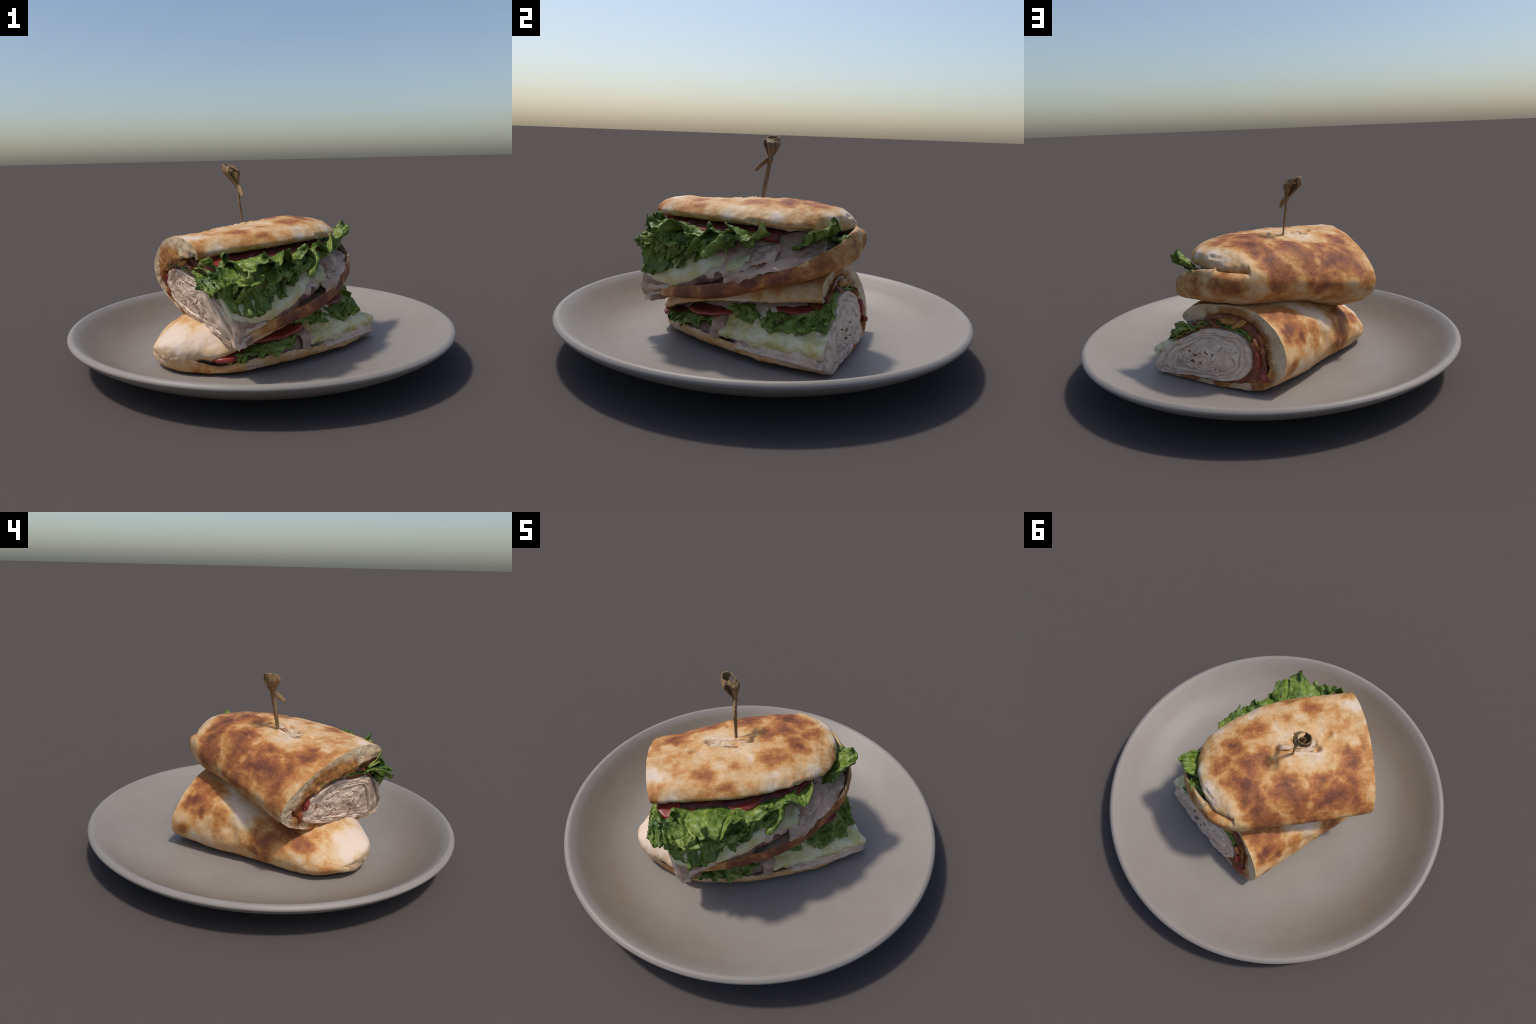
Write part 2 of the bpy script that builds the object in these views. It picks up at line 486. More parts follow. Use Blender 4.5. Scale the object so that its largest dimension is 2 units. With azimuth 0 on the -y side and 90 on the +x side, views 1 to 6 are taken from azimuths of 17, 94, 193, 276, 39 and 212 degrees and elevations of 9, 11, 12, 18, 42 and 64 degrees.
def nested_slices(parent, outline, focus, cut, mat, seed, levels=(1.0, .87, .77, .66), inward=1.0, pit_mat=None):
    """meat folded round on itself, seen in the cut: nested bands round a focus that press against
    each other and part along narrow cracks, with crumpled shreds in the middle"""
    o = np.asarray(outline, float)
    f = np.asarray(focus, float)
    m = len(o)
    n = 200
    wrap = np.concatenate([o[-2:], o, o[:3]])
    o = catmull(wrap, 2 + np.arange(n) * m / n, np.arange(m + 5, dtype=float))
    ang = np.arange(n) / n * 2 * np.pi
    circ = lambda fr, sd: noise(np.stack([np.cos(ang) * fr, np.sin(ang) * fr, np.full(n, sd * 2.3)], -1), 1.0, sd)
    rim = [np.full(n, lv) * (1 + (0.09 if k else 0.02) * 2 * circ(1.5, seed + k) + (0.07 if k else .03) * circ(4.0, seed + k + 20)) for k, lv in enumerate(levels)]
    for k in range(len(levels) - 1):
        size = np.linalg.norm(o - f, axis=1)
        gap = np.clip(-0.0015 + 0.011 * circ(2.2, seed + 40 + k), 0.0002, 0.007) / size
        lo_, hi = rim[k + 1] + gap * (k % 2), rim[k] - gap
        wv = np.linspace(0, 1, 9)
        rho = np.concatenate([hi[:, None] + (lo_ - hi)[:, None] * wv, lo_[:, None], hi[:, None]], 1)
        tilt = 0.009 * circ(1.8, seed + 60 + k)[:, None] * (wv - .5)[None] * 2
        front = -0.003 - 0.0022 * (1 - (2 * wv - 1) ** 4)[None] + tilt + 0.006 * circ(1.5, seed + 80 + k)[:, None]
        front = front + np.where((wv == 0) | (wv == 1), 0.0014, 0)[None]
        dep = np.concatenate([front, np.full((n, 2), 0.05)], 1)
        bz = f + (o - f)[:, None] * rho[..., None]
        P = np.empty((n, 11, 3))
        P[..., 1], P[..., 2] = bz[..., 0], bz[..., 1]
        P[..., 0] = cut(bz[..., 0], bz[..., 1]) + inward * (dep + 0.006 * fbm(np.concatenate([bz, np.full((n, 11, 1), seed)], -1), 30, 3, seed + k) * (np.arange(11) < 9) + 0.022 * fbm(np.concatenate([bz, np.full((n, 11, 1), seed * .7)], -1), 11, 2, seed) * (np.arange(11) < 9))
        P = np.concatenate([P, P[:1]], 0)
        mesh_object("turkey_slice", L(P), grid_faces(n + 1, 11, close_j=True), mat, parent, weld=1e-6)
    # the crumpled middle: one packed lump with broken creases running round the fold
    rho = np.linspace(0.0, 1.0, 70)[None, :]
    bz = f + (o - f)[:, None] * (rim[-1][:, None] * 1.01 * rho)[..., None]
    lay = np.stack([6.5 * rho + 0 * ang[:, None], np.cos(ang)[:, None] * (.4 + 1.3 * rho), np.sin(ang)[:, None] * (.4 + 1.3 * rho)], -1)
    flat = np.concatenate([bz, np.full(bz.shape[:2] + (1,), seed * 1.3)], -1)
    lay = lay + 0.9 * np.stack([fbm(flat, 13, 2, seed + k) for k in (1, 2, 3)], -1)
    crack = lambda q, sd, wd: np.clip(1 - np.abs(noise(q, 1.0, sd)) / wd, 0, 1)
    deep = 0.015 * crack(lay, seed + 5, .05) * smooth(noise(flat, 17, seed + 6), -.10, .15) + 0.010 * crack(flat * 24, seed + 7, .07) * smooth(noise(flat, 12, seed + 8), .0, .2)
    deep = deep - 0.012 * fbm(flat, 20, 3, seed + 9) + 0.0035 * smooth(rho, .93, 1.0)
    P = np.concatenate([(cut(bz[..., 0], bz[..., 1]) + inward * (deep - 0.002))[..., None], bz], -1)
    back = P[:, -1:] + np.array([inward * .03, 0, 0])
    P = np.concatenate([P, back], 1)
    P = np.concatenate([P, P[:1]], 0)
    mesh_object("turkey_slice", L(P), grid_faces(n + 1, P.shape[1]), mat, parent, weld=1e-6)
    rng = np.random.RandomState(seed)
    for k in range(7):                     # solid dark lumps modelling the shadow in small hollows
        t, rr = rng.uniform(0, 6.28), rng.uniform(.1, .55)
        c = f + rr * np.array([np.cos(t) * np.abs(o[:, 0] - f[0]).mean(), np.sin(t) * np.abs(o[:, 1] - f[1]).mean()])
        blob("modelled_pocket_shadow", parent, (cut(c[0], c[1]) + inward * .002, c[0], c[1]), (.009, rng.uniform(.010, .022), rng.uniform(.003, .006)), rng.uniform(-.5, .9), pit_mat or mat, seed + 90 + k, 0.3)

def disc_slice(name, parent, centre, radius, thick, slope, mat, seed):
    """round vegetable slice: flat disc with rounded rim, slope = (dz/da, dz/db)"""
    prof = [(0, .5), (.5, .5), (.86, .48), (.96, .36), (1.0, 0), (.96, -.36), (.86, -.48), (.5, -.5), (0, -.5)]
    P = catmull(np.array(prof), 40)
    ang = np.linspace(0, 2 * np.pi, 96, endpoint=False)
    r = P[:, 0][:, None] * radius * (1 + 0.05 * np.sin(3 * ang + seed) + 0.02 * np.sin(7 * ang))
    a, b = r * np.cos(ang), r * np.sin(ang)
    z = P[:, 1][:, None] * thick + slope[0] * a + slope[1] * b
    Q = np.stack([centre[0] + a, centre[1] + b, centre[2] + z], -1)
    Q = Q + (0.006 * fbm(Q, 14, 2, seed))[..., None] * np.array([.3, .3, 1])
    return mesh_object(name, L(Q), grid_faces(len(P), 96, close_j=True), mat, parent, weld=1e-6)

# ================================================================== MATERIALS
# griddle marks: (b, a, z, radius) in the frame of each sandwich half
TOP_BROWN = [(0.204, 0.169, 0.723, 0.078), (0.092, 0.299, 0.729, 0.061), (0.007, 0.33, 0.721, 0.084), (-0.01, 0.171, 0.724, 0.083), (-0.06, 0.38, 0.704, 0.076),
             (-0.119, 0.285, 0.698, 0.083), (-0.211, 0.265, 0.652, 0.083), (-0.142, 0.051, 0.68, 0.083), (-0.232, 0.108, 0.624, 0.084), (-0.277, 0.188, 0.572, 0.092),
             (-0.224, -0.123, 0.575, 0.07), (-0.148, -0.105, 0.643, 0.046), (-0.038, -0.307, 0.657, 0.059), (-0.118, -0.257, 0.625, 0.086), (-0.227, -0.263, 0.535, 0.095),
             (0.255, -0.164, 0.711, 0.06), (0.233, -0.013, 0.721, 0.04), (-0.282, -0.33, 0.468, 0.064), (-0.3, -0.014, 0.502, 0.071), (-0.242, 0.427, 0.549, 0.056),
             (-0.001, 0.581, 0.527, 0.045), (-0.158, 0.51, 0.553, 0.043), (-0.298, 0.222, 0.524, 0.065), (-0.281, -0.155, 0.503, 0.07), (0.108, 0.316, 0.724, 0.058),
             (0.35, -0.06, 0.68, 0.045), (0.303, 0.448, 0.402, 0.09), (0.204, 0.543, 0.452, 0.08), (0.402, 0.294, 0.342, 0.08), (0.459, 0.126, 0.302, 0.06), (0.47, -0.02, 0.27, 0.05)]
TOP_BROWN += [(-.20, -.15, .60, .14), (-.22, .18, .62, .16), (-.05, .30, .72, .13), (-.26, .02, .56, .12)]
TOP_DARK = [(-0.119, 0.285, 0.698, 0.034), (-0.195, 0.201, 0.66, 0.038), (-0.145, 0.083, 0.682, 0.034), (-0.09, -0.313, 0.626, 0.045), (-0.174, -0.309, 0.572, 0.05),
            (0.188, -0.144, 0.72, 0.024), (0.172, -0.287, 0.706, 0.028), (0.195, 0.131, 0.725, 0.02), (0.109, 0.304, 0.725, 0.026), (0.155, 0.012, 0.729, 0.019),
            (-0.23, -0.114, 0.573, 0.039), (-0.001, -0.299, 0.675, 0.024), (-0.167, 0.499, 0.561, 0.029), (-0.095, 0.261, 0.706, 0.03), (0.026, 0.349, 0.72, 0.03)]
TOP_PALE = [(-0.041, -0.112, 0.688, 0.095), (0.237, -0.4, 0.694, 0.07), (0.021, -0.046, 0.714, 0.07), (-0.172, -0.036, 0.65, 0.022), (-0.216, -0.052, 0.61, 0.022),
            (-0.189, -0.154, 0.599, 0.017), (-0.245, -0.177, 0.539, 0.02), (0.052, 0.205, 0.735, 0.034), (-0.09, 0.464, 0.679, 0.046), (0.179, 0.063, 0.728, 0.035),
            (0.094, -0.182, 0.711, 0.047), (0.231, 0.357, 0.696, 0.055), (-0.202, -0.392, 0.537, 0.028), (0.171, -0.192, 0.717, 0.032), (0.016, -0.352, 0.674, 0.036),
            (-0.28, -0.18, 0.497, 0.032), (-0.126, 0.525, 0.565, 0.025), (-0.161, 0.442, 0.645, 0.057), (-0.244, -0.032, 0.587, 0.03), (0.26, -0.362, 0.697, 0.056),
            (0.36, -0.333, 0.659, 0.062), (0.277, 0.178, 0.708, 0.03), (0.248, 0.37, 0.677, 0.05), (0.027, 0.501, 0.666, 0.051), (0.339, 0.162, 0.671, 0.037)]
LOW_BROWN = [(-0.079, -0.327, 0.33, 0.075), (-0.311, 0.303, 0.308, 0.08), (-0.205, 0.315, 0.388, 0.075), (-0.363, -0.098, 0.113, 0.045), (-0.326, -0.216, 0.243, 0.085),
             (-0.24, -0.25, 0.31, 0.06), (-0.37, -0.118, 0.126, 0.07), (-0.365, 0.111, 0.207, 0.061), (-0.261, -0.38, 0.25, 0.045), (-0.338, -0.371, 0.193, 0.044),
             (-0.25, 0.2, 0.36, 0.05), (-0.35, 0.36, 0.16, 0.05), (0.43, 0.2, 0.05, 0.05)]
LOW_DARK = [(-0.341, 0.256, 0.267, 0.037), (-0.301, 0.3, 0.321, 0.03), (-0.366, -0.001, 0.138, 0.012), (-0.308, 0.345, 0.304, 0.036), (-0.30, -0.2, 0.27, 0.04)]
LOW_PALE = [(-0.305, 0.006, 0.303, 0.094), (-0.363, 0.094, 0.21, 0.046), (-0.334, 0.299, 0.128, 0.059), (-0.372, -0.319, 0.147, 0.035), (-0.278, 0.114, 0.34, 0.08),
            (-0.256, -0.529, 0.16, 0.10), (-0.211, -0.46, 0.235, 0.05), (-0.07, -0.58, 0.178, 0.13), (0.057, -0.509, 0.194, 0.11), (-0.133, -0.53, 0.23, 0.11),
            (0.03, -0.425, 0.061, 0.08), (0.221, -0.376, 0.073, 0.06), (0.05, -0.4, 0.26, 0.12), (0.33, 0.0, 0.27, 0.12)]
TOP_BROWN += [(.44, .2, .33, .15), (.46, 0, .27, .13), (.40, .36, .39, .12), (.3, .48, .42, .11), (.15, .56, .47, .09), (0, .57, .5, .08), (.47, -.1, .25, .08)]
LOW_BROWN += [(-.30, .22, .32, .12), (-.34, -.1, .18, .12), (-.33, -.28, .2, .1)]
PITS = [(.086, -.221, .709, .016), (.074, -.194, .708, .018), (.037, .207, .734, .009), (.044, -.309, .689, .010), (-.02, -.385, .651, .011), (-.115, .466, .66, .013),
        (-.14, .445, .65, .013), (.03, -.13, .69, .020), (.062, -.085, .69, .016), (.04, .06, .705, .014), (.035, -.03, .69, .014), (.066, -.04, .695, .012), (.311, .268, .64, .013), (.211, -.235, .713, .006), (.225, -.22, .713, .005), (.20, -.25, .713, .005)]
TOP_DARK += [(.44, .2, .33, .11), (.47, .02, .27, .09), (.40, .36, .39, .09), (.3, .48, .42, .07)]  # lower rim darkened beyond its toasting for the shade it lies in
TOP_BROWN += [(.25, .53, .44, .09), (.08, .58, .52, .08), (-.06, .57, .54, .07), (-.2, .47, .53, .08)]
crust_top = toast_material("toasted_crust", TOP_BROWN, TOP_DARK, TOP_PALE, 0.39, pits=PITS)
crust_low = toast_material("toasted_crust_pale", LOW_BROWN, LOW_DARK, LOW_PALE, 0.35)
TOP_DENTS = [((.046, .074, .712), (.008, -.138, .685), .012, .034), ((.074, .0, .706), (.05, -.125, .69), .010, .026), ((.035, -.09, .70), (.02, -.135, .686), .022, .016),
             ((.074, -.194, .693), (.086, -.221, .692), .013, .018), ((.037, .207, .734), (.037, .209, .734), .008, .012), ((-.02, -.385, .651), (-.01, -.37, .655), .008, .008),
             ((.044, -.309, .689), (.05, -.30, .69), .008, .008), ((.211, -.235, .713), (.205, -.21, .713), .010, .006),
             ((-.10, .475, .665), (-.155, .439, .651), .010, .010), ((.311, .268, .646), (.279, .33, .64), .012, .012),
             ((-.115, -.036, .676), (-.234, -.048, .594), .010, .007), ((-.137, -.144, .64), (-.252, -.184, .53), .010, .007), ((.241, .114, .72), (.103, -.008, .725), .011, .006)]
LOW_DENTS = [((-.23, .138, .369), (-.37, .057, .182), .03, .010), ((-.366, 0, .138), (-.366, .004, .138), .007, .008), ((-.339, -.05, .09), (-.36, -.02, .11), .03, .008)]
def crumb_material(name, stains):
    """open white crumb, tanned in places, soaked with sauce along the filling"""
    m = Nodes(name)
    base = m.ramp(m.noise(20, 5, 0.65), [(0.3, (0.50, 0.345, 0.19)), (0.7, (0.69, 0.535, 0.365))])
    hole = m.range(m.voronoi(38, m.warp(30, 0.03)), 0.10, 0.26, 0.55, 0.0)
    base = m.mix(hole, base, (0.34, 0.22, 0.11))
    wet = m.math("MINIMUM", m.spots([(x, y, z, r, 1.7) for x, y, z, r in stains], m.warp(20, 0.07, 4), 1.0), 0.92)
    col = m.mix(wet, base, m.ramp(m.noise(24, 4, 0.6), [(0.35, (0.20, 0.055, 0.015)), (0.65, (0.50, 0.22, 0.05))]))
    return m.finish(col, 0.85, m.math("ADD", m.noise(60, 4, 0.7), m.math("MULTIPLY", hole, -0.8)), 0.6, 0.008, 0.15)

crumb_top = crumb_material("bread_crumb", [(b, -.2764 + .0465 * b - .257 * z, z, .085) for b, z in
            [(.24, .545), (.12, .575), (.03, .585), (-.06, .555), (-.12, .49), (-.16, .42), (-.15, .35), (-.02, .275), (.15, .24), (.3, .215)]])
crumb_low = crumb_material("bread_crumb_shaded", [(b, .48 - .265 * z, z, .08) for b, z in
            [(.11, .325), (.03, .37), (-.05, .37), (-.13, .325), (-.19, .27), (-.215, .2), (-.25, .13), (-.2, .075), (0, .05), (.2, .05)]])
torn_mat = simple_material("torn_dough", (0.46, 0.32, 0.21), (0.66, 0.51, 0.38), 30, 0.8, 0.5, 0.15)
def turkey_material():
    """pale poached meat with fibre, thin darker lines and a few small dark spots"""
    m = Nodes("roast_turkey")
    col = m.ramp(m.noise(16, 5, 0.65, m.map((1, 1, 2))), [(0.3, (0.52, 0.365, 0.27)), (0.65, (0.69, 0.535, 0.415))])
    ridge = m.math("ABSOLUTE", m.math("SUBTRACT", m.noise(7, 2, 0.5, m.warp(6, 0.08, 2)), 0.5))
    crease = m.math("MULTIPLY", m.range(ridge, 0.0, 0.035, 0.42, 0.0), m.range(m.noise(6, 3, 0.6), 0.45, 0.62))
    col = m.mix(crease, col, (0.26, 0.15, 0.09))
    pit = m.range(m.voronoi(26, m.warp(20, 0.04)), 0.08, 0.2, 0.5, 0.0)
    col = m.mix(pit, col, (0.30, 0.19, 0.12))
    return m.finish(col, 0.5, m.noise(60, 4, 0.6), 0.3, 0.006, 0.4)
turkey_mat = turkey_material()
grill_mat = simple_material("grilled_turkey", (0.22, 0.105, 0.06), (0.60, 0.44, 0.34), 9, 0.45, 0.35, 0.4, mid=(0.46, 0.30, 0.215))
pocket_shadow_mat = simple_material("modelled_pocket_shadow", (0.06, 0.03, 0.02), (0.22, 0.12, 0.075), 30, 0.6, 0.3, 0.3)
skin_mat = simple_material("roast_turkey_edge", (0.20, 0.085, 0.045), (0.50, 0.36, 0.27), 14, 0.5, 0.3, 0.4)
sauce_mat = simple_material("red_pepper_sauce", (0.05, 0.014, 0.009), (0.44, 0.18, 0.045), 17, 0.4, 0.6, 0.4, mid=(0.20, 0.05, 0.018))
def cheese_material():
    m = Nodes("melted_cheese")
    n = m.noise(7, 4, 0.6, m.warp(12, 0.06))
    col = m.ramp(n, [(0.30, (0.44, 0.32, 0.07)), (0.43, (0.54, 0.47, 0.21)), (0.54, (0.64, 0.58, 0.37)), (0.78, (0.69, 0.65, 0.48))])
    return m.finish(col, 0.38, m.noise(30, 4, 0.6), 0.3, 0.006, 0.4, 0.15)
cheese_mat = cheese_material()
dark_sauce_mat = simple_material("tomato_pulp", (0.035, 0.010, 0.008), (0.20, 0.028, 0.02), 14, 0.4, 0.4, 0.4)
tomato_mat = simple_material("tomato", (0.17, 0.018, 0.012), (0.33, 0.05, 0.03), 18, 0.36, 0.15, 0.5)  # red muted and lowered to the shaded tone under the bread
bacon_mat = simple_material("bacon", (0.045, 0.02, 0.02), (0.30, 0.14, 0.10), 24, 0.4, 0.5, 0.4)
def lettuce_material(name, shift=0.0):
    m = Nodes(name)
    a = m.noise(7, 4, 0.6, m.warp(10, 0.08))
    b = m.noise(34, 5, 0.65)
    f = m.math("ADD", m.math("MULTIPLY", a, 0.7), m.math("MULTIPLY", b, 0.3))
    col = m.ramp(f, [(0.33 - shift, (0.032, 0.072, 0.010)), (0.45 - shift, (0.095, 0.158, 0.020)), (0.55 - shift, (0.20, 0.275, 0.045)), (0.68 - shift, (0.42, 0.46, 0.14))])
    vein = m.math("ABSOLUTE", m.math("SUBTRACT", m.noise(9, 2, 0.5, m.warp(6, 0.1)), 0.5))
    col = m.mix(m.range(vein, 0.0, 0.025, 0.45, 0.0), col, (0.36, 0.44, 0.15))
    m.finish(col, 0.42, m.noise(48, 4, 0.6), 0.35, 0.006, 0.4)
    t = m.t.nodes.new("ShaderNodeBsdfTranslucent")
    m.put(t.inputs["Color"], col)
    mix = m.t.nodes.new("ShaderNodeMixShader")
    mix.inputs[0].default_value = 0.18
    m.link(m.bsdf.outputs[0], mix.inputs[1])
    m.link(t.outputs[0], mix.inputs[2])
    m.link(mix.outputs[0], m.t.nodes["Material Output"].inputs["Surface"])
    return m.mat
lettuce_mat = lettuce_material("lettuce")
pale_lettuce_mat = lettuce_material("pale_lettuce", 0.05)
def stoneware_material():
    """matt grey-taupe glaze, inner slope tinted brown where it turns from the sun, fine speckle"""
    m = Nodes("stoneware")
    n = m.noise(5, 5, 0.6)
    col = m.ramp(n, [(0.3, (0.244, 0.213, 0.186)), (0.7, (0.266, 0.236, 0.209))])
    x, y, z = m.sep()[:3]
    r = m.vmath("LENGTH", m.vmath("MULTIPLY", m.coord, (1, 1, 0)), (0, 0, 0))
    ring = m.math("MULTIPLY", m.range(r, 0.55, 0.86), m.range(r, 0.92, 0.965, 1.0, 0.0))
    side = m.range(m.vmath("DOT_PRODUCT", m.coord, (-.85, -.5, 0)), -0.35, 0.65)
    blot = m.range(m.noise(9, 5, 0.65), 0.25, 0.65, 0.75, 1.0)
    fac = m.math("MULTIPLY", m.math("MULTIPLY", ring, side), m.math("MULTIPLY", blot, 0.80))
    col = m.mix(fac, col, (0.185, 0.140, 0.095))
    speck = m.range(m.noise(240, 2, 0.6), 0.62, 0.75, 0.0, 0.25)
    col = m.mix(speck, col, (0.19, 0.165, 0.14))
    return m.finish(col, 0.48, m.noise(140, 3, 0.6), 0.05, 0.004, 0.35)
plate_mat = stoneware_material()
bamboo_mat = simple_material("bamboo", (0.12, 0.068, 0.030), (0.33, 0.205, 0.095), 30, 0.6, 0.3, 0.3, stretch=(3, 3, 0.4))

orange_mat = simple_material("pepper_cheese_sauce", (0.30, 0.09, 0.02), (0.55, 0.30, 0.07), 22, 0.4, 0.4, 0.4)

# ================================================================== PLATE
def build_plate():
    prof = [(0.0, 0.025), (0.25, 0.025), (0.42, 0.026), (0.55, 0.029), (0.66, 0.040), (0.76, 0.064), (0.85, 0.106),
            (0.915, 0.149), (0.955, 0.177), (0.974, 0.188), (0.989, 0.186), (1.0, 0.173), (0.992, 0.158), (0.956, 0.129),
            (0.875, 0.084), (0.775, 0.042), (0.70, 0.016), (0.665, 0.003), (0.645, 0.0), (0.625, 0.001), (0.60, 0.004), (0.3, 0.005), (0.0, 0.005)]
    P = catmull(np.array(prof), 150)
    P[:, 0] = np.clip(P[:, 0], 0.0, 1.0)
    ang = np.linspace(0, 2 * np.pi, 256, endpoint=False)
    r, z = P[:, 0][:, None], P[:, 1][:, None]
    V = np.stack([r * np.cos(ang), r * np.sin(ang), z + 0 * ang], -1)
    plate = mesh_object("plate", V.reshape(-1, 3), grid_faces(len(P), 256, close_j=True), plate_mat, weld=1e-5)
    plate["label"], plate["category"] = "round grey stoneware coupe plate with rounded rim", "plate"
    return plate

build_plate()

# ================================================================== UPPER SANDWICH HALF
TOP = frame(np.array([0.707, 0.707]), (-0.08, -0.03))
top = empty("sandwich_half", TOP, "toasted flatbread sandwich half with turkey, cheese and lettuce", "sandwich")

def cut_t(b, z):
    return -0.2650 + 0.0465 * b - 0.257 * z

S0u = [(.352, .585), (.352, .628), (.303, .670), (.15, .681), (0, .650), (-.172, .564), (-.290, .455)]
S0l = [(-.290, .455), (-.28, .37), (-.165, .30), (0, .245), (.16, .225), (.33, .207), (.43, .198), (.46, .212)]
up = [[(cut_t(b, z), b, z) for b, z in S0u],
      [(-.23, .362, .603), (-.23, .362, .638), (-.23, .31, .680), (-.22, .16, .694), (-.22, 0, .672), (-.20, -.183, .612), (-.18, -.303, .485)],
      [(0, .366, .616), (0, .366, .650), (0, .31, .692), (0, .16, .710), (0, 0, .694), (0, -.20, .653), (0, -.309, .515)],
      [(.2, .32, .62), (.2, .322, .65), (.2, .275, .69), (.2, .14, .722), (.2, 0, .724), (.2, -.195, .68), (.2, -.298, .56)],
      [(.34, .265, .62), (.34, .268, .645), (.34, .225, .685), (.34, .11, .712), (.34, -.01, .718), (.34, -.165, .69), (.335, -.292, .607)],
      [(.42, .215, .615), (.425, .216, .64), (.41, .18, .678), (.42, .08, .700), (.42, -.03, .706), (.405, -.155, .688), (.395, -.262, .615)],
      [(.475, .13, .613), (.485, .13, .635), (.475, .10, .665), (.487, .04, .678), (.487, -.04, .678), (.47, -.135, .662), (.445, -.225, .616)],
      [(.482, .115, .605), (.50, .08, .61), (.51, .05, .615), (.515, .01, .618), (.512, -.06, .618), (.495, -.135, .615), (.465, -.20, .612)]]
lo = [[(cut_t(b, z), b, z) for b, z in S0l],
      [(-.18, -.303, .485), (-.17, -.285, .41), (-.15, -.19, .345), (-.14, -.05, .30), (-.13, .14, .265), (-.13, .36, .235), (-.13, .465, .245), (-.13, .475, .29)],
      [(0, -.309, .515), (0, -.288, .448), (0, -.20, .388), (0, -.05, .35), (0, .14, .31), (0, .36, .255), (0, .46, .268), (0, .465, .32)],
      [(.2, -.298, .56), (.2, -.285, .47), (.2, -.20, .41), (.2, -.05, .38), (.2, .14, .345), (.2, .34, .30), (.2, .435, .313), (.2, .44, .37)],
      [(.335, -.292, .605), (.35, -.295, .51), (.36, -.195, .432), (.36, -.05, .405), (.36, .12, .385), (.36, .27, .36), (.36, .36, .367), (.36, .365, .42)],
      [(.44, -.25, .616), (.46, -.255, .552), (.47, -.175, .48), (.48, -.08, .44), (.49, .06, .422), (.495, .18, .408), (.49, .262, .415), (.485, .27, .468)],
      [(.495, -.18, .62), (.515, -.185, .56), (.545, -.12, .51), (.572, -.04, .49), (.588, .05, .475), (.577, .12, .463), (.552, .185, .462), (.54, .205, .50)],
      [(.505, -.165, .624), (.53, -.11, .617), (.552, -.05, .606), (.572, 0, .59), (.579, .05, .573), (.575, .11, .55), (.558, .16, .53), (.545, .20, .505)]]
bread(top, up, lo, [.06, .08, .11, .12, .11, .10, .10], [.10, .06, .045, .035, .03, .03, .03, .025], 0.62, crust_top, crumb_top, 1.0, -1, TOP_DENTS, ns=200, nt=90, end_thin=0.5)

fill_t = [[(cut_t(b, z) + 0.02, b, z) for b, z in [(-.19, .42), (-.15, .49), (-.02, .57), (.14, .565), (.30, .52), (.43, .41), (.51, .30), (.485, .215), (.3, .225), (.05, .255), (-.14, .32)]],
          [(-.1, b, z) for b, z in [(-.2, .45), (-.17, .54), (0, .58), (.15, .575), (.28, .545), (.39, .48), (.435, .40), (.44, .31), (.3, .28), (.05, .32), (-.12, .36)]],
          [(.15, b, z) for b, z in [(-.2, .47), (-.17, .57), (0, .61), (.13, .60), (.25, .57), (.33, .52), (.38, .45), (.40, .38), (.28, .35), (.05, .38), (-.12, .41)]],
          [(.38, b, z) for b, z in [(-.15, .50), (-.12, .58), (0, .61), (.08, .60), (.15, .58), (.21, .53), (.26, .48), (.27, .43), (.2, .41), (.05, .42), (-.1, .44)]],
          [(.50, b, z) for b, z in [(-.07, .50), (-.05, .53), (0, .55), (.05, .545), (.08, .535), (.1, .51), (.11, .48), (.10, .46), (.08, .45), (.03, .45), (-.04, .46)]]]
def filling(parent, sections, seed, name="turkey_stack", mat=None, lump=0.014, deep=0.02):
    P = loft(sections, 60, 90)
    c = P.mean(1, keepdims=True)
    P = P + unit(P - c) * (lump * fbm(L(P), 14, 3, seed))[..., None]
    cap = lambda d, e: np.stack([(deep * fbm(L(d), 22, 3, seed + 3)), 0 * d[..., 0], 0 * d[..., 0]], -1)
    v, f = tube_mesh(P, 16, cap)
    return mesh_object(name, L(v), f, mat or turkey_mat, parent, weld=1e-6)

filling(top, fill_t, 3, mat=grill_mat, lump=.022)
# cut face: sauce bed, greens, folded slices
bed = [(-.20, .42), (-.16, .51), (-.06, .585), (.10, .60), (.24, .585), (.34, .545), (.36, .45), (.40, .33), (.40, .24), (.3, .222), (.05, .25), (-.15, .325)]
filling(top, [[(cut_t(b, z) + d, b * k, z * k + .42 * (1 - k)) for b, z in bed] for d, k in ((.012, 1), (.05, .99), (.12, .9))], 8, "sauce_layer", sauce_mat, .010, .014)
turkey_out = [(.34, .458), (.2, .495), (.08, .507), (-.03, .492), (-.105, .445), (-.14, .39), (-.125, .335), (-.05, .298), (.08, .270), (.2, .252), (.33, .232), (.50, .208)]
filling(top, [[(cut_t(b, z) + d, .2 + (b - .2) * k, .36 + (z - .36) * k) for b, z in turkey_out] for d, k in ((.014, .98), (.04, .98), (.10, .9))], 9, "turkey_stack", skin_mat, .005, .010)  # backing coloured dark brown so slice gaps look shadowed
nested_slices(top, turkey_out, (.21, .36), lambda b, z: cut_t(b, z) - .014 * np.exp(-((b - .2) / .2) ** 2 - ((z - .36) / .10) ** 2), turkey_mat, 11, pit_mat=pocket_shadow_mat)
for k, off in enumerate((0, .012)):
    strip("lettuce_shred", top, [(.36, .492 + off), (.25, .518 + off), (.12, .530 + off), (0, .525 + off), (-.07, .500 + off)], cut_t, .007, .06, .008, lettuce_mat, 30 + k, .008, 26)
strip("turkey_slice", top, [(.40, .42), (.455, .36), (.50, .29), (.495, .215)], cut_t, .014, .035, .003, turkey_mat, 33, .004)
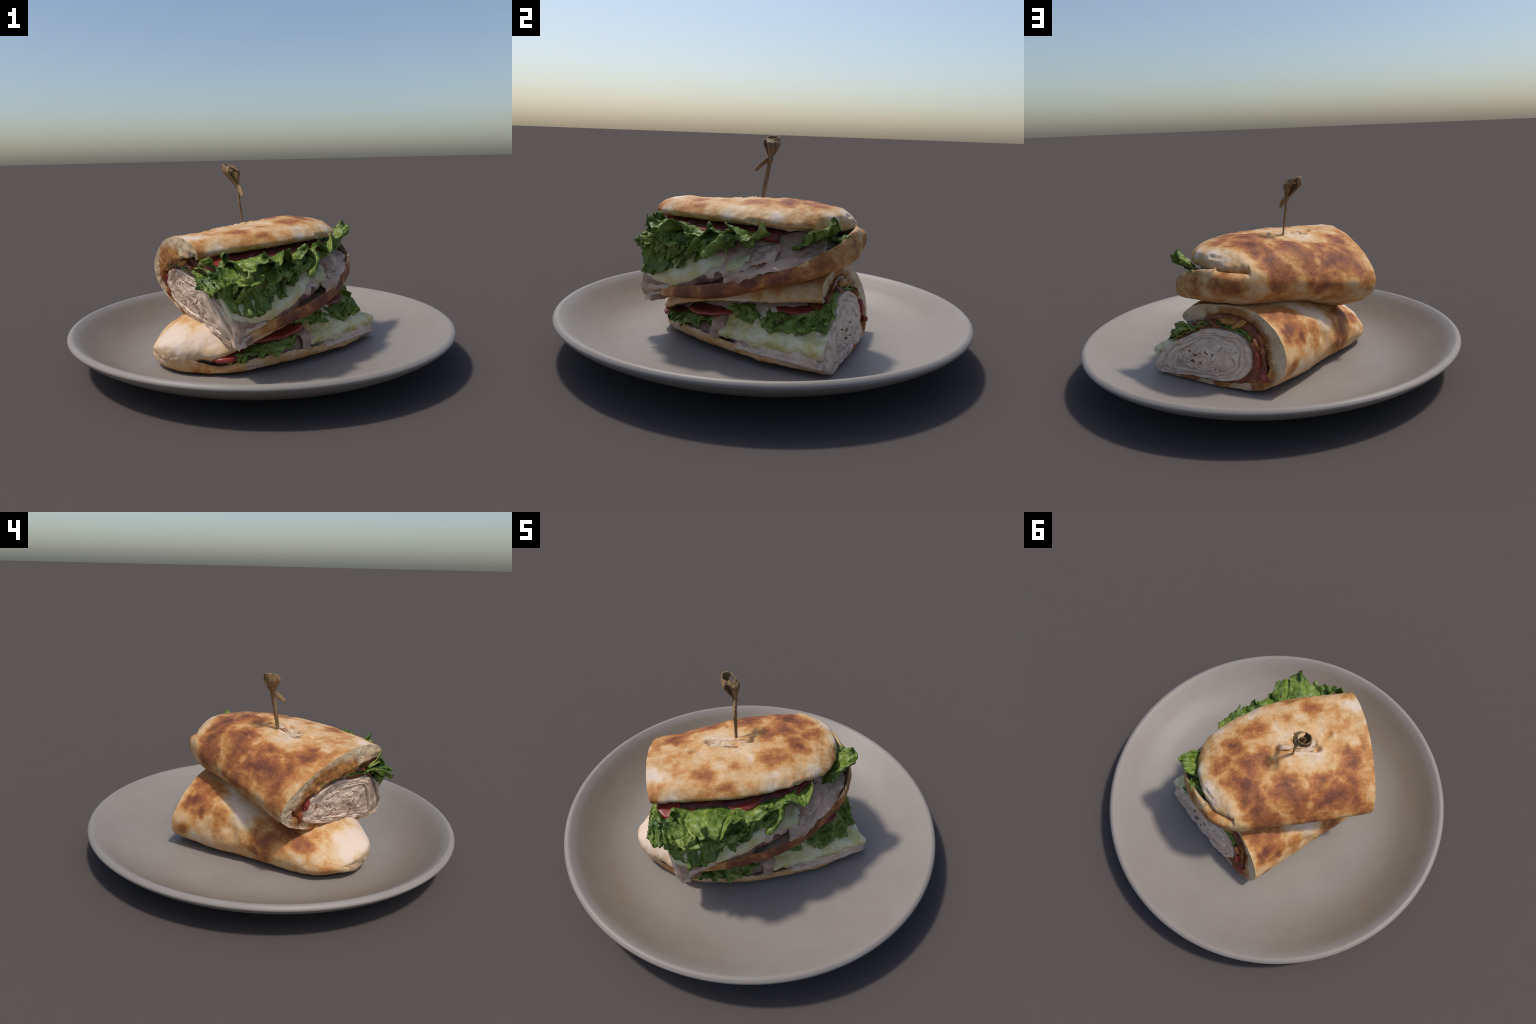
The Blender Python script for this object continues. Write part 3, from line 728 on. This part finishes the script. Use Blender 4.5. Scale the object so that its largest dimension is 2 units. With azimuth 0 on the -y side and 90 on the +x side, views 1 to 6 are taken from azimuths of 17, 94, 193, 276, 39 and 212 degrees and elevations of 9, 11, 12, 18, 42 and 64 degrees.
for k, (b, z, rb, rz, turn) in enumerate(((.14, .558, .055, .022, .1), (.07, .565, .045, .026, .5), (.0, .545, .04, .02, .6), (-.07, .505, .035, .013, .8), (-.125, .43, .035, .012, 1.2), (-.15, .36, .03, .014, 1.5), (.22, .545, .04, .014, -.2))):
    blob("sauce_lump", top, (cut_t(b, z) + .008, b, z), (.02, rb, rz), turn, (orange_mat, orange_mat, sauce_mat, orange_mat, tomato_mat, sauce_mat, sauce_mat)[k], 60 + k)

# open side, from the top bread down
disc_slice("tomato_slice", top, (-.24, .255, .570), .125, .03, (.04, -.08), tomato_mat, 1)
disc_slice("tomato_slice", top, (.02, .26, .58), .125, .03, (.04, -.06), tomato_mat, 2)
disc_slice("tomato_slice", top, (.22, .205, .584), .115, .028, (.02, -.06), tomato_mat, 3)
disc_slice("tomato_slice", top, (-.325, .355, .563), .055, .05, (.1, -.25), tomato_mat, 4)
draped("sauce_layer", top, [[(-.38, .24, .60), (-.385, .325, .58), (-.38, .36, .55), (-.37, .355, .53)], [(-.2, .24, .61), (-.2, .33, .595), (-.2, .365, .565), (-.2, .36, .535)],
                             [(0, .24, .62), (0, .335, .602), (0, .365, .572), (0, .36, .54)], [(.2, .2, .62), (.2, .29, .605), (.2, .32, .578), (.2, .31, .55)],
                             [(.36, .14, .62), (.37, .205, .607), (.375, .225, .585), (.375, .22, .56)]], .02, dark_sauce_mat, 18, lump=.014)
draped("cheese_slice", top, [[(-.35, .42, .45), (-.335, .465, .39), (-.32, .492, .33), (-.305, .485, .275)],
                             [(-.17, .43, .48), (-.17, .47, .41), (-.17, .50, .35), (-.17, .475, .295)],
                             [(-.05, .40, .49), (-.05, .45, .42), (-.05, .475, .36), (-.05, .455, .305)],
                             [(.08, .36, .51), (.08, .41, .46), (.08, .435, .41), (.08, .43, .365)],
                             [(.18, .31, .52), (.18, .35, .48), (.18, .375, .44), (.18, .37, .415)]], .03, cheese_mat, 2)
draped("cheese_slice", top, [[(.19, .30, .50), (.20, .36, .46), (.20, .39, .42)], [(.26, .29, .51), (.26, .34, .47), (.26, .37, .435)],
                             [(.33, .26, .52), (.34, .30, .48), (.34, .33, .45)]], .02, cheese_mat, 12, n=(50, 30))
draped("bacon_rasher", top, [[(-.06, .43, .34), (-.06, .465, .315), (-.06, .46, .29)], [(.05, .41, .385), (.05, .44, .355), (.05, .44, .325)],
                             [(.14, .37, .43), (.14, .41, .395), (.14, .42, .36)], [(.20, .34, .47), (.20, .38, .43), (.20, .40, .39)]], .022, bacon_mat, 13, lump=.016, n=(60, 24))
draped("turkey_slice", top, [[(-.295, .44, .31), (-.295, .50, .285), (-.295, .512, .245), (-.295, .47, .215)], [(-.22, .42, .31), (-.22, .49, .285), (-.22, .485, .265), (-.22, .46, .255)], [(-.15, .42, .315), (-.15, .47, .29), (-.15, .47, .275), (-.15, .45, .27)],
                             [(-.05, .40, .32), (-.05, .455, .30), (-.05, .46, .285), (-.05, .44, .275)]], .014, turkey_mat, 14, n=(60, 30))
draped("turkey_slice", top, [[(-.30, .44, .245), (-.295, .485, .225), (-.285, .505, .19)], [(-.265, .45, .25), (-.262, .485, .235), (-.262, .495, .21)],
                             [(-.20, .44, .255), (-.20, .465, .25), (-.20, .47, .245)]], .012, turkey_mat, 15, n=(40, 24), lump=.006)
draped("turkey_slice", top, [[(.22, .27, .53), (.24, .35, .46), (.24, .41, .40), (.24, .42, .375)], [(.34, .23, .55), (.36, .29, .48), (.37, .345, .44), (.37, .35, .42)],
                             [(.44, .12, .56), (.47, .18, .52), (.49, .23, .48), (.49, .24, .46)], [(.48, .02, .58), (.52, .07, .555), (.55, .10, .53), (.555, .11, .51)]], .014, grill_mat, 16, n=(70, 40), lump=.022, rag=.03)
draped("turkey_slice", top, [[(.27, .25, .54), (.28, .32, .49), (.29, .37, .45)], [(.33, .22, .55), (.35, .28, .51), (.36, .33, .47)],
                             [(.38, .19, .56), (.40, .24, .52), (.41, .28, .48)]], .012, grill_mat, 17, n=(60, 36), lump=.026, rag=.05)

# one broad leaf hangs over the filling, its frilled and curling rims showing
ruffled("lettuce_leaf", top, [(-.40, .28, .54), (-.2, .31, .555), (0, .31, .565), (.2, .26, .57), (.33, .2, .575)],
        [(-.385, .43, .45), (-.32, .475, .42), (-.2, .475, .42), (-.04, .44, .455), (.12, .40, .495), (.29, .33, .53)], lettuce_mat, 2, 6, .032, teeth=.12, warp=.032, swirl=.8,
        crest=[(-.385, .45, .575), (-.28, .505, .595), (-.12, .515, .60), (.05, .47, .575), (.2, .43, .595), (.36, .34, .61)], power=1.0, n=(320, 56))
ruffled("lettuce_leaf", top, [(-.40, .29, .555), (-.2, .31, .57), (0, .31, .575), (.2, .26, .58), (.33, .2, .585)],
        [(-.385, .43, .60), (-.27, .50, .588), (-.12, .545, .60), (.02, .475, .59), (.18, .42, .60), (.36, .37, .63)], lettuce_mat, 1, 6, .028, teeth=.18)
ruffled("lettuce_leaf", top, [(-.36, .40, .515), (-.25, .435, .52), (-.1, .43, .53), (.05, .38, .535), (.2, .32, .55)],
        [(-.36, .49, .49), (-.26, .535, .485), (-.1, .535, .505), (.06, .465, .515), (.22, .39, .54)], lettuce_mat, 5, 6, .034, teeth=.15, n=(280, 30))
ruffled("lettuce_leaf", top, [(-.38, .30, .51), (-.3, .34, .51), (-.2, .35, .51), (-.05, .34, .51), (.1, .29, .53)],
        [(-.36, .47, .41), (-.275, .515, .345), (-.17, .515, .36), (-.04, .47, .40), (.10, .415, .455)], lettuce_mat, 3, 5, .020, arch=.05, teeth=.08)
ruffled("lettuce_leaf", top, [(-.41, .26, .525), (-.37, .30, .53), (-.33, .33, .53)],
        [(-.435, .415, .475), (-.40, .485, .46), (-.33, .52, .46)], lettuce_mat, 6, 2, .016, teeth=.1, warp=.018, arch=.02)
ruffled("lettuce_leaf", top, [(.36, .16, .53), (.43, .1, .55), (.46, 0, .56)],
        [(.48, .215, .56), (.58, .14, .65), (.60, .055, .68)], lettuce_mat, 4, 2.2, .022, warp=.02)
ruffled("lettuce_leaf", top, [(.44, .02, .56), (.47, -.04, .57), (.47, -.1, .58)],
        [(.55, .04, .585), (.575, -.01, .60), (.54, -.07, .61)], lettuce_mat, 14, 1.5, .010, warp=.012)

# torn crumb round the pick
for k, (a, b, z, ra, rb, turn) in enumerate(((-.035, .058, .712, .055, .010, .2), (-.10, .048, .705, .035, .009, -.1), (.03, .050, .722, .035, .008, .3), (-.07, .02, .703, .05, .010, .1), (-.125, .062, .704, .022, .008, .4))):
    blob("torn_crumb", top, (a, b - .004, z - .020), (ra, rb * 1.5, .009), turn, torn_mat, 80 + k, 0.35)

# ================================================================== LOWER SANDWICH HALF
LOW = frame(np.array([0.31, 0.951]), (0.0, 0.0))
low = empty("sandwich_half", LOW, "toasted flatbread sandwich half lying under the other half", "sandwich")
up = [[(.393, .295, .312), (.388, .288, .345), (.373, .235, .392), (.369, .06, .415), (.376, -.14, .407), (.401, -.282, .322), (.427, -.344, .22)],
      [(.2, .32, .285), (.2, .335, .315), (.2, .29, .375), (.2, .1, .41), (.2, -.14, .405), (.2, -.31, .32), (.2, -.355, .21)],
      [(0, .32, .265), (0, .335, .295), (0, .28, .355), (0, .1, .395), (0, -.14, .385), (0, -.32, .29), (0, -.362, .19)],
      [(-.2, .29, .23), (-.2, .305, .26), (-.2, .255, .32), (-.2, .08, .352), (-.2, -.14, .332), (-.2, -.312, .238), (-.2, -.375, .165)],
      [(-.38, .21, .17), (-.38, .225, .2), (-.38, .18, .26), (-.38, .03, .287), (-.38, -.15, .275), (-.38, -.31, .205), (-.38, -.37, .135)],
      [(-.48, .11, .105), (-.50, .12, .145), (-.49, .08, .195), (-.5, -.03, .23), (-.5, -.15, .225), (-.49, -.26, .172), (-.48, -.33, .12)],
      [(-.52, .03, .096), (-.545, .02, .13), (-.57, -.02, .16), (-.592, -.09, .178), (-.592, -.16, .173), (-.567, -.24, .145), (-.535, -.29, .112)],
      [(-.53, .01, .10), (-.56, -.02, .10), (-.585, -.06, .102), (-.598, -.11, .104), (-.598, -.16, .104), (-.573, -.225, .104), (-.54, -.285, .105)]]
lo = [[(.427, -.344, .22), (.448, -.325, .13), (.467, -.24, .062), (.473, -.09, .04), (.473, .1, .034), (.466, .28, .036), (.455, .40, .042), (.449, .44, .06)],
      [(.2, -.355, .21), (.2, -.348, .114), (.2, -.28, .046), (.2, -.1, .04), (.2, .1, .04), (.2, .29, .048), (.2, .415, .055), (.2, .43, .085)],
      [(0, -.362, .19), (0, -.35, .112), (0, -.284, .046), (0, -.1, .04), (0, .1, .04), (0, .26, .045), (0, .37, .06), (0, .39, .095)],
      [(-.2, -.375, .165), (-.2, -.368, .093), (-.2, -.31, .042), (-.2, -.1, .038), (-.2, .08, .038), (-.2, .21, .045), (-.2, .31, .065), (-.2, .335, .11)],
      [(-.38, -.37, .135), (-.38, -.372, .085), (-.38, -.315, .042), (-.38, -.12, .038), (-.38, .03, .036), (-.38, .13, .04), (-.38, .205, .055), (-.38, .235, .105)],
      [(-.48, -.33, .115), (-.48, -.32, .085), (-.48, -.26, .055), (-.49, -.13, .042), (-.49, -.03, .04), (-.48, .06, .042), (-.47, .12, .05), (-.46, .16, .085)],
      [(-.53, -.29, .105), (-.545, -.265, .08), (-.56, -.21, .06), (-.565, -.14, .05), (-.56, -.08, .047), (-.54, -.01, .05), (-.515, .05, .055), (-.50, .08, .08)],
      [(-.54, -.285, .112), (-.56, -.25, .125), (-.585, -.2, .13), (-.597, -.14, .13), (-.597, -.09, .128), (-.58, -.05, .122), (-.555, 0, .112), (-.525, .03, .1)]]
bread(low, up, lo, [.06, .08, .10, .10, .10, .11, .12], [.12, .06, .035, .025, .025, .025, .025, .03], 0.88, crust_low, crumb_low, 4.0, 1, LOW_DENTS, edge=0.03, end_thin=0.85, ns=180, nt=84)
fill_b = [[(.40 + (.22 - z) * .2, b, z) for b, z in [(-.25, .18), (-.21, .26), (-.1, .33), (.05, .35), (.2, .30), (.33, .23), (.42, .15), (.43, .07), (.2, .055), (0, .05), (-.2, .08)]],
          [(.15, b, z) for b, z in [(-.28, .17), (-.22, .26), (-.1, .32), (.05, .33), (.2, .30), (.32, .24), (.38, .15), (.39, .075), (.2, .055), (0, .05), (-.2, .075)]],
          [(-.15, b, z) for b, z in [(-.28, .15), (-.22, .22), (-.1, .28), (.05, .29), (.15, .26), (.22, .2), (.25, .14), (.24, .08), (.15, .055), (0, .05), (-.2, .075)]],
          [(-.46, b, z) for b, z in [(-.2, .11), (-.17, .15), (-.1, .18), (-.04, .18), (0, .17), (.03, .14), (.04, .11), (.03, .08), (.0, .07), (-.06, .06), (-.15, .075)]]]
filling(low, fill_b, 5)
def cut_b(b, z):
    return 0.492 - 0.265 * z - 0.012 * b

bed = [(-.225, .20), (-.20, .28), (-.12, .345), (.03, .375), (.17, .33), (.29, .275), (.33, .22), (.37, .13), (.37, .07), (.2, .055), (0, .052), (-.18, .065), (-.25, .12)]
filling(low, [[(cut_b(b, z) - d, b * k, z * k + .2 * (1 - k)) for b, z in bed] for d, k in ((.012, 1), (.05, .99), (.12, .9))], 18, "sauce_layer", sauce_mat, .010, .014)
turkey_low = [(.385, .165), (.30, .215), (.21, .262), (.14, .292), (.03, .302), (-.07, .29), (-.125, .262), (-.158, .20), (-.158, .145), (-.105, .092), (0, .068), (.15, .067), (.30, .055), (.42, .055)]
filling(low, [[(cut_b(b, z) - d, .12 + (b - .12) * k, .17 + (z - .17) * k) for b, z in turkey_low] for d, k in ((.014, .98), (.04, .98), (.10, .9))], 19, "turkey_stack", skin_mat, .005, .010)
nested_slices(low, turkey_low, (.12, .165), lambda b, z: cut_b(b, z) + .022 * np.exp(-((b - .12) / .17) ** 2 - ((z - .17) / .085) ** 2), turkey_mat, 21, inward=-1.0, pit_mat=pocket_shadow_mat)
for k, off in enumerate((0, .010)):
    strip("lettuce_shred", low, [(.36, .205 + off), (.25, .262 + off), (.14, .312 + off), (.03, .322 + off), (-.08, .308 + off), (-.15, .27 + off)], cut_b, .007, .06, .007, lettuce_mat, 50 + k, .008, 26, inward=-1.0)
for k, (b, z, rb, rz, turn) in enumerate(((0, .345, .05, .018, 0), (-.06, .335, .045, .016, -.5), (.08, .328, .04, .014, .3), (-.195, .185, .045, .014, 1.4), (-.235, .115, .025, .016, .8), (-.175, .26, .035, .014, 1.1))):
    blob("sauce_lump", low, (cut_b(b, z) - .008, b, z), (.02, rb, rz), turn, (orange_mat, orange_mat, sauce_mat, tomato_mat, tomato_mat, sauce_mat)[k], 70 + k)
draped("cured_ham", low, [[(-.42, .10, .12), (-.42, .17, .09), (-.42, .2, .075)], [(-.3, .18, .14), (-.3, .25, .11), (-.3, .27, .085)], [(-.2, .22, .17), (-.2, .29, .13), (-.2, .31, .09)],
                          [(-.08, .26, .18), (-.09, .32, .13), (-.09, .34, .09)]], .02, skin_mat, 28, lump=.014, n=(60, 26))
draped("cheese_slice", low, [[(.445, .32, .21), (.447, .385, .18), (.45, .455, .165), (.45, .445, .11)],
                             [(.34, .29, .25), (.34, .37, .205), (.34, .432, .16), (.34, .425, .095)],
                             [(.2, .29, .25), (.2, .37, .205), (.2, .418, .155), (.2, .41, .10)],
                             [(.05, .28, .235), (.05, .345, .195), (.05, .385, .15), (.05, .38, .105)],
                             [(-.08, .26, .2), (-.08, .315, .16), (-.08, .35, .13), (-.08, .345, .105)]], .032, cheese_mat, 6, lump=.016, rag=.03)
draped("turkey_slice", low, [[(.45, .36, .115), (.452, .43, .10), (.452, .455, .075), (.45, .42, .055)], [(.3, .36, .12), (.3, .42, .105), (.3, .44, .085), (.3, .42, .065)],
                             [(.12, .35, .115), (.12, .40, .10), (.12, .415, .085), (.12, .40, .07)], [(0, .33, .11), (0, .375, .10), (0, .385, .085), (0, .37, .075)]], .014, turkey_mat, 24, n=(70, 30), lump=.012)
draped("bacon_rasher", low, [[(-.13, .27, .2), (-.125, .33, .16), (-.13, .34, .105)], [(-.09, .28, .21), (-.085, .345, .17), (-.09, .365, .10)],
                             [(-.06, .28, .21), (-.05, .33, .17), (-.05, .35, .11)]], .016, skin_mat, 25, n=(40, 30), lump=.012)
disc_slice("tomato_slice", low, (-.15, .148, .196), .165, .026, (.14, -.02), tomato_mat, 5)
disc_slice("tomato_slice", low, (.27, .20, .272), .13, .026, (.06, -.12), tomato_mat, 6)
disc_slice("tomato_slice", low, (-.415, .08, .122), .096, .026, (.10, .0), tomato_mat, 7)
ruffled("lettuce_leaf", low, [(.44, .18, .285), (.3, .22, .275), (.1, .22, .26), (-.08, .22, .23)],
        [(.45, .325, .30), (.33, .385, .24), (.12, .37, .22), (-.06, .315, .205)], pale_lettuce_mat, 7, 5, .022, teeth=.1)
ruffled("lettuce_leaf", low, [(.42, .18, .275), (.3, .22, .265), (.1, .22, .25), (-.06, .22, .22)],
        [(.44, .36, .215), (.33, .40, .185), (.14, .37, .19), (-.04, .32, .185)], pale_lettuce_mat, 9, 5, .018, arch=.03, teeth=.12)
ruffled("lettuce_leaf", low, [(-.1, .22, .185), (-.25, .2, .155), (-.4, .1, .125), (-.48, .05, .11)],
        [(-.10, .34, .175), (-.25, .32, .14), (-.40, .24, .12), (-.46, .17, .115)], pale_lettuce_mat, 8, 7, .016, warp=.015)

# ================================================================== SKEWER
def build_pick():
    base = np.array([-0.08, -0.031, 0.709])
    root = empty("cocktail_pick", Matrix.Translation(base), "knotted bamboo cocktail pick stuck upright in the bread", "cocktail pick")
    knot = np.array([-.112, -.002, .898])
    pts = catmull(np.array([(-.072, -.040, .64), base, (-.096, -.018, .80), knot]), 50)
    ang = np.linspace(0, 2 * np.pi, 14, endpoint=False)
    t = np.linspace(0, 1, 50)
    w = np.interp(t, [0, .3, .6, 1], [.007, .0085, .0115, .011])[:, None]
    ring = pts[:, None] + np.stack([0.5 * w * np.cos(ang), w * np.sin(ang), 0 * w * ang], -1) + 0.0015 * noise(pts, 60)[:, None, None]
    v, f = tube_mesh(ring - base, 3)
    mesh_object("pick_shaft", v, f, bamboo_mat, root, weld=1e-6)
    # the knotted loop: a split cane bent round into a teardrop cup with two slits
    top_c = np.array([-.150, .003, .985])
    axis = unit(top_c - knot)
    e1 = unit(np.cross(axis, (1.0, 0.2, 0)))
    e2 = np.cross(axis, e1)
    n_u, n_v = 44, 26
    g = math.atan2(np.dot((.5, -.87, 0), e2), np.dot((.5, -.87, 0), e1))
    away = math.atan2(np.dot((-1., .1, 0), e2), np.dot((-1., .1, 0), e1))
    for mid_a in (g + math.pi / 2, g - math.pi / 2):
        u = np.linspace(0, 1, n_u)
        r = 0.008 + 0.039 * np.sin(np.clip(u * 1.1, 0, 1) * np.pi / 2) ** 1.2 - 0.014 * smooth(u, .65, 1)
        wide = np.interp(u, [0, .3, .55, .75, .88, 1], [1.6, 1.3, 1.12, 1.2, 1.5, 1.62])
        aa = mid_a + wide[:, None] * np.linspace(-1, 1, n_v)[None]
        hgt = u[:, None] * (0.118 + 0.022 * np.cos(aa - away))
        P = knot + axis * hgt[..., None] + (e1 * np.cos(aa)[..., None] * 1.0 + e2 * np.sin(aa)[..., None] * 1.0) * r[:, None, None]
        P = P + 0.006 * np.stack([fbm(P, 30, 2, k) for k in (1, 2, 3)], -1)
        N = grid_normals(P)
        if (N * (P - knot - axis * .05)).sum() < 0:
            N = -N
        v, f = slab(P - base, .006, -N, .004)
        mesh_object("knot_loop", v, f, bamboo_mat, root, weld=1e-6)
    # cut end of the cane curled up inside the loop
    for k, (rad, a0) in enumerate(((.020, .5), (.010, 2.6))):
        u, wv = np.linspace(0, 1, 30), np.linspace(0, 1, 16)
        aa = a0 + 3.6 * u[:, None]
        rr = rad * (1 - .25 * u)[:, None] * (0.35 + .65 * wv[None])
        P = knot + axis * (.010 + .088 * wv[None] - .012 * u[:, None])[..., None] + (e1 * np.cos(aa)[..., None] + e2 * np.sin(aa)[..., None]) * rr[..., None]
        v, f = slab(P - base + 0.004 * fbm(P, 40, 2, k)[..., None], .005, -grid_normals(P), .003)
        mesh_object("cane_curl", v, f, bamboo_mat, root, weld=1e-6)
    # knot and loose tail
    ang = np.linspace(0, 2 * np.pi, 20, endpoint=False)
    lat = np.linspace(-1, 1, 12)[:, None]
    rr = np.sqrt(np.clip(1 - lat ** 2, 0.0004, 1))
    P = knot + axis * (lat * .016)[..., None] + (e1 * np.cos(ang)[:, None] + e2 * np.sin(ang)[:, None])[None] * (rr * .0145)[..., None]
    v, f = tube_mesh(P - base, 3)
    mesh_object("knot", v, f, bamboo_mat, root, weld=1e-6)
    q = catmull(np.array([knot + (0, 0, .004), (-.098, -.024, .888), (-.078, -.048, .866), (-.060, -.070, .843)]), 30)
    wd = 0.0135 * np.sin(np.pi * np.clip(np.linspace(.12, .97, 30), 0, 1)) ** .6
    side = unit(np.array([0.5, -0.1, 0.75]))
    P = q[:, None] + side * (wd[:, None] * np.linspace(-1, 1, 12)[None])[..., None]
    P = P + np.array([.5, .5, 0]) * (0.006 * (np.linspace(-1, 1, 12) ** 2))[None, :, None]
    v, f = slab(P - base, .005, grid_normals(P), .003)
    mesh_object("loose_tail", v, f, bamboo_mat, root, weld=1e-6)

build_pick()
